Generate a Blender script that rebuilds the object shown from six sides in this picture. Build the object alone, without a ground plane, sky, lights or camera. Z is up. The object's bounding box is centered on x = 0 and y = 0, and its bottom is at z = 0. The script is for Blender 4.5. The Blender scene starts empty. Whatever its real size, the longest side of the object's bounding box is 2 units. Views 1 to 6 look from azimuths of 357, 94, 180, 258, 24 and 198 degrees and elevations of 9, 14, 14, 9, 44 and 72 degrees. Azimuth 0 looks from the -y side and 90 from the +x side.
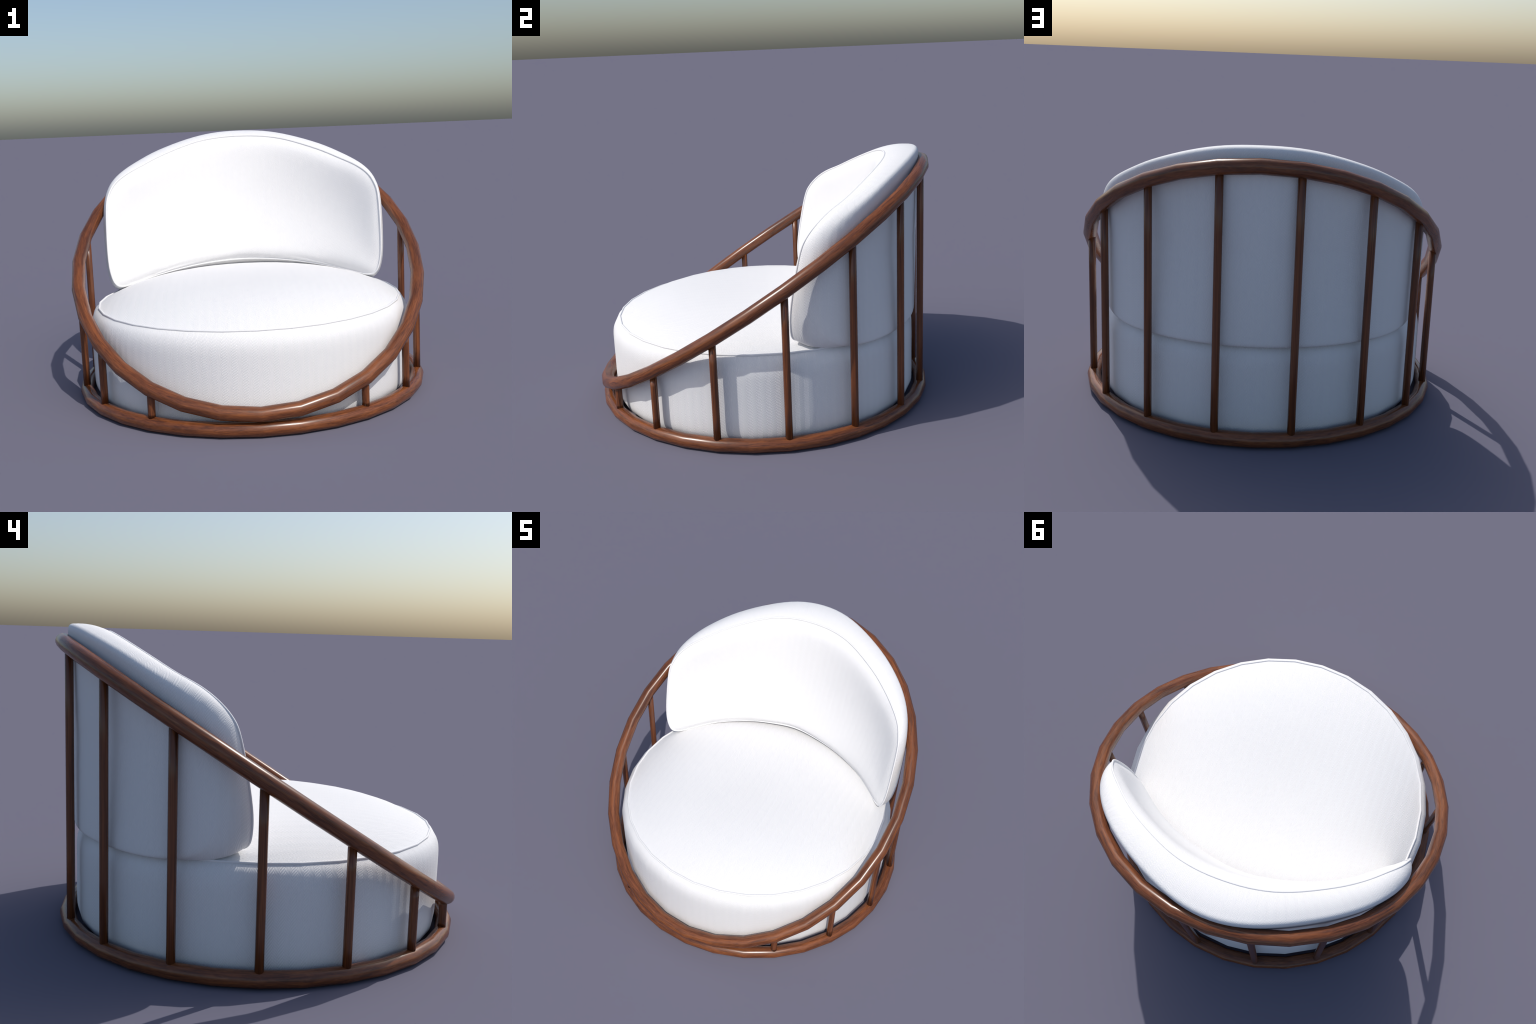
import bpy, math, random
from mathutils import Vector

random.seed(7)
SEG = 32                       # the round parts are turned as 32-sided rings
POST_R, POST_N = 0.953, 16     # spindle circle and spacing (16 places, two front ones left out)
BASE_R, TUBE_R = 0.953, 0.037  # floor ring
RAIL_R, RAIL_T = 0.9625, 0.0372
RAIL_C, RAIL_S = 0.737, 0.648  # top rail lies in the plane z = RAIL_C + RAIL_S * y

# ------------------------------------------------------------------ helpers
def mesh_object(name, verts, faces, mat, parent, smooth=True):
    me = bpy.data.meshes.new(name)
    me.from_pydata([tuple(v) for v in verts], [], faces)
    me.update()
    if smooth:
        me.polygons.foreach_set("use_smooth", [True] * len(me.polygons))
    me.materials.append(mat)
    ob = bpy.data.objects.new(name, me)
    bpy.context.scene.collection.objects.link(ob)
    ob.parent = parent
    return ob

def empty(name, parent=None):
    ob = bpy.data.objects.new(name, None)
    ob.empty_display_size = 0.2
    bpy.context.scene.collection.objects.link(ob)
    ob.parent = parent
    return ob

def loft(rings, close_rings=False, cap_first=False, cap_last=False):
    """quads between rings (each a closed loop of the same length)"""
    n = len(rings[0])
    verts = [p for r in rings for p in r]
    faces = []
    m = len(rings)
    for i in range(m if close_rings else m - 1):
        a, b = i * n, ((i + 1) % m) * n
        for k in range(n):
            k2 = (k + 1) % n
            faces.append((a + k, a + k2, b + k2, b + k))
    if cap_first:
        faces.append(tuple(range(n - 1, -1, -1)))
    if cap_last:
        o = (m - 1) * n
        faces.append(tuple(range(o, o + n)))
    return verts, faces

def tube(path, radius, sides, up, phase=0.0):
    """closed tube round a closed path; `up` gives the section's reference axis"""
    n = len(path)
    rings = []
    for i, c in enumerate(path):
        t = (path[(i + 1) % n] - path[i - 1]).normalized()
        u = up(i) if callable(up) else up
        u = (u - t * u.dot(t)).normalized()
        b = t.cross(u)
        rings.append([c + (b * math.cos(q) + u * math.sin(q)) * radius
                      for q in (2 * math.pi * k / sides + phase for k in range(sides))])
    return loft(rings, close_rings=True)

def catmull(points, per, closed=False):
    out = []
    n = len(points)
    for i in range(n if closed else n - 1):
        p1, p2 = points[i], points[(i + 1) % n]
        p0 = points[i - 1] if (closed or i > 0) else p1 * 2 - p2
        p3 = points[(i + 2) % n] if (closed or i + 2 < n) else p2 * 2 - p1
        for k in range(per):
            t = k / per
            out.append(0.5 * ((2 * p1) + (p2 - p0) * t + (2 * p0 - 5 * p1 + 4 * p2 - p3) * t * t
                              + (3 * p1 - p0 - 3 * p2 + p3) * t ** 3))
    if not closed:
        out.append(points[-1].copy())
    return out

# ------------------------------------------------------------------ node building
class Nodes:
    def __init__(self, name):
        self.mat = bpy.data.materials.new(name)
        self.mat.use_nodes = True
        self.t = self.mat.node_tree
        self.t.nodes.clear()
        self.out = self.t.nodes.new("ShaderNodeOutputMaterial")
        self.bsdf = self.t.nodes.new("ShaderNodeBsdfPrincipled")
        self.t.links.new(self.bsdf.outputs[0], self.out.inputs[0])

    def put(self, sock, val):
        if isinstance(val, bpy.types.NodeSocket):
            self.t.links.new(val, sock)
        else:
            sock.default_value = val

    def math(self, op, a, b=None, c=None):
        n = self.t.nodes.new("ShaderNodeMath")
        n.operation = op
        self.put(n.inputs[0], a)
        if b is not None:
            self.put(n.inputs[1], b)
        if c is not None:
            self.put(n.inputs[2], c)
        return n.outputs[0]

    def coords(self):
        tc = self.t.nodes.new("ShaderNodeTexCoord")
        s = self.t.nodes.new("ShaderNodeSeparateXYZ")
        self.t.links.new(tc.outputs["Object"], s.inputs[0])
        return tc.outputs["Object"], s.outputs[0], s.outputs[1], s.outputs[2]

    def combine(self, x, y, z):
        n = self.t.nodes.new("ShaderNodeCombineXYZ")
        for i, v in enumerate((x, y, z)):
            self.put(n.inputs[i], v)
        return n.outputs[0]

    def noise(self, vec, scale, detail=3.0, rough=0.5, dist=0.0):
        n = self.t.nodes.new("ShaderNodeTexNoise")
        if isinstance(vec, tuple):          # a 3D vector and a fourth coordinate
            n.noise_dimensions = "4D"
            vec, w = vec
            self.put(n.inputs["W"], w)
        self.put(n.inputs["Vector"], vec)
        n.inputs["Scale"].default_value = scale
        n.inputs["Detail"].default_value = detail
        n.inputs["Roughness"].default_value = rough
        n.inputs["Distortion"].default_value = dist
        return n.outputs["Fac"]

    def ramp(self, fac, stops):
        n = self.t.nodes.new("ShaderNodeValToRGB")
        self.put(n.inputs[0], fac)
        els = n.color_ramp.elements
        while len(els) < len(stops):
            els.new(0.5)
        for e, (p, c) in zip(els, stops):
            e.position, e.color = p, (*c, 1.0)
        return n.outputs[0]

    def mix(self, fac, a, b, kind="MIX"):
        n = self.t.nodes.new("ShaderNodeMix")
        n.data_type, n.blend_type = "RGBA", kind
        self.put(n.inputs[0], fac)
        self.put(n.inputs[6], a)
        self.put(n.inputs[7], b)
        return n.outputs[2]

    def bump(self, height, strength, distance):
        n = self.t.nodes.new("ShaderNodeBump")
        n.inputs["Strength"].default_value = strength
        n.inputs["Distance"].default_value = distance
        self.put(n.inputs["Height"], height)
        self.t.links.new(n.outputs[0], self.bsdf.inputs["Normal"])

def wood(name, kind):
    n = Nodes(name)
    obj, x, y, z = n.coords()
    if kind == "spindle":
        info = n.t.nodes.new("ShaderNodeObjectInfo")
        along = n.math("MULTIPLY_ADD", info.outputs["Random"], 37.0, n.math("MULTIPLY", z, 0.9))
        vec = n.combine(n.math("MULTIPLY", x, 62.0), n.math("MULTIPLY", y, 62.0), along)
    else:
        rad = n.math("SQRT", n.math("ADD", n.math("MULTIPLY", x, x), n.math("MULTIPLY", y, y)))
        if kind == "rail":
            z = n.math("SUBTRACT", z, n.math("MULTIPLY_ADD", y, RAIL_S, RAIL_C))
        def along(f, c):
            # grain runs round the ring: unit-circle position, plus radius and height across it
            return (n.combine(n.math("MULTIPLY", n.math("DIVIDE", x, rad), f),
                              n.math("MULTIPLY", n.math("DIVIDE", y, rad), f),
                              n.math("MULTIPLY", rad, c)), n.math("MULTIPLY", z, c))
        vec, hair = along(3.6, 38.0), along(15.0, 165.0)
    if kind == "spindle":
        hair = n.combine(n.math("MULTIPLY", x, 150.0), n.math("MULTIPLY", y, 150.0),
                         n.math("MULTIPLY", along, 3.0))
    warp = n.noise(vec, 0.7, 2.0)
    broad = n.noise(vec, 1.0, 2.0, 0.5, 0.9)
    fine = n.noise(hair, 1.0, 3.0, 0.6, 0.7)
    grain = n.math("ADD", n.math("MULTIPLY", broad, 0.45), n.math("MULTIPLY", fine, 0.55))
    col = n.ramp(grain, [(0.37, WOOD_DARK), (0.49, WOOD_MID), (0.62, WOOD_LIGHT)])
    k = 0.90 if kind == "spindle" else 1.0
    tone = n.ramp(warp, [(0.3, (0.88 * k, 0.86 * k, 0.88 * k)), (0.7, (1.06 * k, 1.06 * k, 1.03 * k))])
    n.put(n.bsdf.inputs["Base Color"], n.mix(1.0, col, tone, "MULTIPLY"))
    n.bsdf.inputs["Roughness"].default_value = 0.27
    n.bsdf.inputs["IOR"].default_value = 1.5
    n.bump(fine, 0.06, 0.001)
    return n.mat

WOOD_DARK, WOOD_MID, WOOD_LIGHT = (0.078, 0.025, 0.010), (0.144, 0.046, 0.016), (0.222, 0.072, 0.023)
FABRIC = (0.785, 0.785, 0.79)
PERIOD = 2 * math.pi * 0.905 / 114   # width of one herringbone pair of stripes

PITCH, STEEP = 0.0142, 2.3              # rise of one twill line, and its slope
def fabric(name, mapping, strength=0.6):
    n = Nodes(name)
    obj, x, y, z = n.coords()
    if mapping == "top":            # flat weave, stripes running front to back
        u, v = x, y
    elif mapping == "wall":         # stripes standing round the seat
        u = n.math("MULTIPLY", n.math("ARCTAN2", x, y), 0.905)
        v = z
    elif mapping == "shell":        # back and rim of the backrest
        u = n.math("MULTIPLY", n.math("ARCTAN2", x, y), 0.92)
        r = n.math("SQRT", n.math("ADD", n.math("MULTIPLY", x, x), n.math("MULTIPLY", y, y)))
        v = n.math("SUBTRACT", z, r)
    else:                           # hollow face of the backrest
        u = n.math("MULTIPLY", n.math("ARCTAN2", x, n.math("ADD", y, 0.2)), 0.94)
        v = z
    f = n.math("FRACT", n.math("DIVIDE", n.math("ADD", u, 20.0), PERIOD))
    tri = n.math("ABSOLUTE", n.math("SUBTRACT", f, 0.5))                     # 0 .. 0.5
    phase = n.math("ADD", n.math("MULTIPLY", v, 2 * math.pi / PITCH),
                   n.math("MULTIPLY", tri, PERIOD * STEEP * 2 * math.pi / PITCH))
    twill = n.math("MULTIPLY_ADD", n.math("SINE", phase), 0.5, 0.5)
    thread = n.noise(obj, 420.0, 2.0)
    band = n.math("MULTIPLY_ADD", n.math("SINE", n.math("MULTIPLY", f, 2 * math.pi)), 0.5, 0.5)
    h = n.math("ADD", n.math("MULTIPLY", twill, 0.85), n.math("MULTIPLY", thread, 0.14))
    h = n.math("ADD", h, n.math("MULTIPLY", band, 0.30))
    soft = n.noise(obj, 2.2, 2.0)
    n.put(n.bsdf.inputs["Base Color"],
          n.ramp(soft, [(0.3, tuple(c * 0.985 for c in FABRIC)), (0.7, FABRIC)]))
    n.bsdf.inputs["Roughness"].default_value = 0.72
    n.bsdf.inputs["Specular IOR Level"].default_value = 0.3
    n.bump(h, strength, 0.0016)
    return n.mat

def plain_cloth(name):
    n = Nodes(name)
    obj, *_ = n.coords()
    n.put(n.bsdf.inputs["Base Color"], (*FABRIC, 1.0))
    n.bsdf.inputs["Roughness"].default_value = 0.6
    n.bump(n.noise(obj, 500.0, 1.0), 0.15, 0.0006)
    return n.mat

# ------------------------------------------------------------------ the chair
chair = empty("lounge_chair")
chair["label"] = "round low lounge chair with white cushions in a slanted wooden cage frame"
chair["category"] = "lounge chair"

# ---- frame
frame = empty("frame", chair)
def circle(radius, height):
    return [Vector((radius * math.sin(a), -radius * math.cos(a), height(-radius * math.cos(a))))
            for a in (2 * math.pi * i / SEG for i in range(SEG))]

v, f = tube(circle(BASE_R, lambda y: TUBE_R), TUBE_R, 16, Vector((0, 0, 1)))
mesh_object("base_ring", v, f, wood("base_ring_wood", "ring"), frame)

rail_up = Vector((0, -RAIL_S, 1)).normalized()
v, f = tube(circle(RAIL_R, lambda y: RAIL_C + RAIL_S * y), RAIL_T, 16, rail_up)
mesh_object("top_rail", v, f, wood("top_rail_wood", "rail"), frame)

SPINDLE_R = 0.0197
rings = [[Vector((SPINDLE_R * math.cos(q), SPINDLE_R * math.sin(q), h))
          for q in (2 * math.pi * k / 12 for k in range(12))] for h in (0.0, 0.25, 0.5, 0.75, 1.0)]
v, f = loft(rings, cap_first=True, cap_last=True)
first = None
for i in range(POST_N):
    az = 2 * math.pi * (i + 0.5) / POST_N
    if i in (0, POST_N - 1):
        continue                      # the rail comes down on the floor ring here
    px, py = POST_R * math.sin(az), -POST_R * math.cos(az)
    if first is None:
        ob = first = mesh_object("spindle", v, f, wood("spindle_wood", "spindle"), frame)
    else:
        ob = first.copy()
        bpy.context.scene.collection.objects.link(ob)
        ob.name = "spindle"
    z0, z1 = 0.045, RAIL_C + RAIL_S * py
    ob.location = (px, py, z0)
    ob.scale = (1, 1, z1 - z0)
    ob.rotation_euler = (0, 0, az)

# ---- seat cushion
seat = empty("seat_cushion", chair)
def turned(profile, jitter=0.0):
    return [[Vector((r * math.sin(a), -r * math.cos(a), z))
             for a in (2 * math.pi * k / SEG for k in range(SEG))] for r, z in profile]

SEAM_R, SEAM_Z, DOME = 0.857, 0.496, 0.135
side_profile = catmull([Vector((r, z, 0)) for r, z in (
    (0.60, 0.010), (0.79, 0.010), (0.852, 0.014), (0.886, 0.028), (0.902, 0.064), (0.906, 0.125),
    (0.906, 0.250), (0.9065, 0.360), (0.905, 0.405), (0.899, 0.440), (0.884, 0.472), (SEAM_R, SEAM_Z))], 3)
v, f = loft(turned([(p.x, p.y) for p in side_profile]), cap_first=True)
wall = mesh_object("seat_side", [(*p,) for p in v], [tuple(reversed(q)) for q in f], fabric("side_cloth", "wall"), seat)

prof = [(SEAM_R * k, SEAM_Z + DOME * (1 - k ** 3.3)) for k in (1, .985, .965, .93, .88, .81, .72, .62, .5, .38, .26, .14, .05)]
v, f = loft(turned(prof), cap_last=True)
mesh_object("seat_top", v, f, fabric("top_cloth", "top"), seat)

v, f = tube([Vector((p.x, p.y, SEAM_Z + 0.001)) for p in turned([(SEAM_R + 0.002, SEAM_Z)])[0]], 0.0058, 8, Vector((0, 0, 1)))
mesh_object("seat_piping", v, f, plain_cloth("piping_cloth"), seat)

# ---- backrest cushion: half outlines from top centre to bottom centre, mirrored
back = empty("backrest_cushion", chair)
SEAM = [(0, .748, 1.410), (.16, .735, 1.402), (.31, .690, 1.374), (.495, .592, 1.310), (.62, .503, 1.252),
        (.715, .415, 1.203), (.775, .352, 1.153), (.806, .302, 1.095), (.820, .271, 1.030), (.824, .239, .890),
        (.822, .212, .730), (.812, .206, .630), (.788, .215, .562), (.745, .252, .540), (.66, .332, .552),
        (.54, .425, .574), (.36, .508, .601), (.19, .556, .617), (0, .586, .622)]
EDGE = [(0, 1.444), (.18, 1.434), (.35, 1.398), (.53, 1.339), (.665, 1.272),
        (.750, 1.213), (.799, 1.155), (.827, 1.085), (.842, 0.995), (.848, .880),
        (.847, .740), (.840, .640), (.820, .560), (.770, .505), (.68, .484),
        (.55, .482), (.38, .482), (.20, .482), (0, .482)]
def shell_radius(x, z):
    """nearly a cylinder, a little flattened on both shoulders towards the top"""
    flat = math.sin(math.pi * min(abs(x) / 0.92, 1)) ** 2 * min(1, max(0, (z - 0.5) / 0.45))
    return 0.917 + 0.026 * (z - 0.5) - 0.032 * flat
def on_shell(x, z):
    r = shell_radius(x, z)
    return Vector((x, math.sqrt(max(r * r - x * x, 0.0)), z))
def whole(half):
    return half + [Vector((-p.x, p.y, p.z)) for p in reversed(half[1:-1])]
seam = catmull(whole([Vector(p) for p in SEAM]), 4, closed=True)
edge = catmull(whole([on_shell(*p) for p in EDGE]), 4, closed=True)
edge = [on_shell(p.x, p.z) for p in edge]
N = len(seam)
CTR = (0.0, 0.93)
inset = []
for p in edge:                       # where the rim has rolled over into the back
    d = Vector((p.x - CTR[0], p.z - CTR[1]))
    k = 1 - 0.034 / d.length
    inset.append(on_shell(CTR[0] + d.x * k, CTR[1] + d.y * k))

# rim rings: from the seam, bulging, over the rounded edge, to the back
rim = []
BULGE = 0.014
sections = []
for i in range(N):
    P, Ec, O = seam[i], edge[i], inset[i]
    t = (seam[(i + 1) % N] - seam[i - 1]).normalized()
    chord = Ec - P
    out = chord.cross(t).normalized()
    if out.dot(Vector((P.x, 0, P.z - CTR[1]))) < 0:
        out.negate()
    L = min(0.030, chord.length * 0.4) / chord.length
    sec = []
    for s in [k / 9 for k in range(10)]:
        w = s * (1 - L)
        sec.append(P + chord * w + out * (BULGE * (1 + 1.1 * max(0.0, -out.z)) * math.sin(math.pi * min(1, w / 0.9)) ** 0.8 if w < 0.9 else 0))
    S = sec[-1]
    for k in range(1, 8):
        q = k / 7
        sec.append(S * (1 - q) ** 2 + Ec * (2 * q * (1 - q)) + O * q * q)
    sections.append(sec)
for j in range(len(sections[0])):
    rim.append([sections[i][j] for i in range(N)])
for k in (0.93, 0.82, 0.66, 0.48, 0.3, 0.14, 0.04):
    rim.append([on_shell(CTR[0] + (p.x - CTR[0]) * k, CTR[1] + (p.z - CTR[1]) * k) for p in inset])
v, f = loft(rim, cap_last=True)
mesh_object("backrest_shell", v, [tuple(reversed(q)) for q in f], fabric("shell_cloth", "shell", 0.5), back)

# hollow front face
def lean(z):
    return 0.586 + 0.2056 * (z - 0.622)
def sag(x):
    return 0.95 - math.sqrt(0.95 ** 2 - x * x)
PUFF, ROLL = 0.047, 0.034
rest = [p.y - (lean(p.z) - sag(p.x)) for p in seam]
span = [(seam[(i + 1) % N] - seam[i - 1]).length / 2 for i in range(N)]
def face_point(x, z):
    """smooth fill of the seam line: blends its offsets inward and puffs the padding forward"""
    total = offs = 0.0
    for p, r, w in zip(seam, rest, span):
        g = w / ((p.x - x) ** 2 + (p.z - z) ** 2 + 1e-6) ** 1.5
        total += g
        offs += g * r
    depth = math.sqrt(2 / total)
    return Vector((x, lean(z) - sag(x) + offs / total - PUFF * (1 - math.exp(-(depth / ROLL) ** 1.4)), z))
face = [seam]
for k in (.992, .982, .968, .95, .93, .90, .87, .82, .75, .67, .58, .48, .38, .28, .18, .08):
    face.append([face_point(p.x * k, CTR[1] + (p.z - CTR[1]) * k) for p in seam])
v, f = loft(face, cap_last=True)
mesh_object("backrest_face", v, f, fabric("face_cloth", "face", 0.38), back)

v, f = tube(seam, 0.0055, 8, lambda i: Vector((0, -1, 0.2)) if abs(seam[i].x) < 0.7 else Vector((0, -1, 0.1)))
mesh_object("backrest_piping", v, f, bpy.data.materials["piping_cloth"], back)

# ---- all faces outward
import bmesh
for ob in bpy.data.objects:
    if ob.type == "MESH" and ob.data.users >= 1:
        bm = bmesh.new()
        bm.from_mesh(ob.data)
        if ob.name in ("base_ring", "top_rail", "seat_piping", "backrest_piping") or ob.name.startswith("spindle"):
            bmesh.ops.recalc_face_normals(bm, faces=bm.faces)
        elif ob.name == "seat_top":
            if sum(q.normal.z for q in bm.faces) < 0:
                bmesh.ops.reverse_faces(bm, faces=bm.faces)
        elif ob.name == "seat_side":
            if sum(q.normal.dot(q.calc_center_median()) for q in bm.faces) < 0:
                bmesh.ops.reverse_faces(bm, faces=bm.faces)
        elif ob.name == "backrest_face":
            if sum(q.normal.y for q in bm.faces) > 0:
                bmesh.ops.reverse_faces(bm, faces=bm.faces)
        elif ob.name == "backrest_shell":
            if sum(q.normal.y * q.calc_area() for q in bm.faces) < 0:
                bmesh.ops.reverse_faces(bm, faces=bm.faces)
        bm.to_mesh(ob.data)
        bm.free()
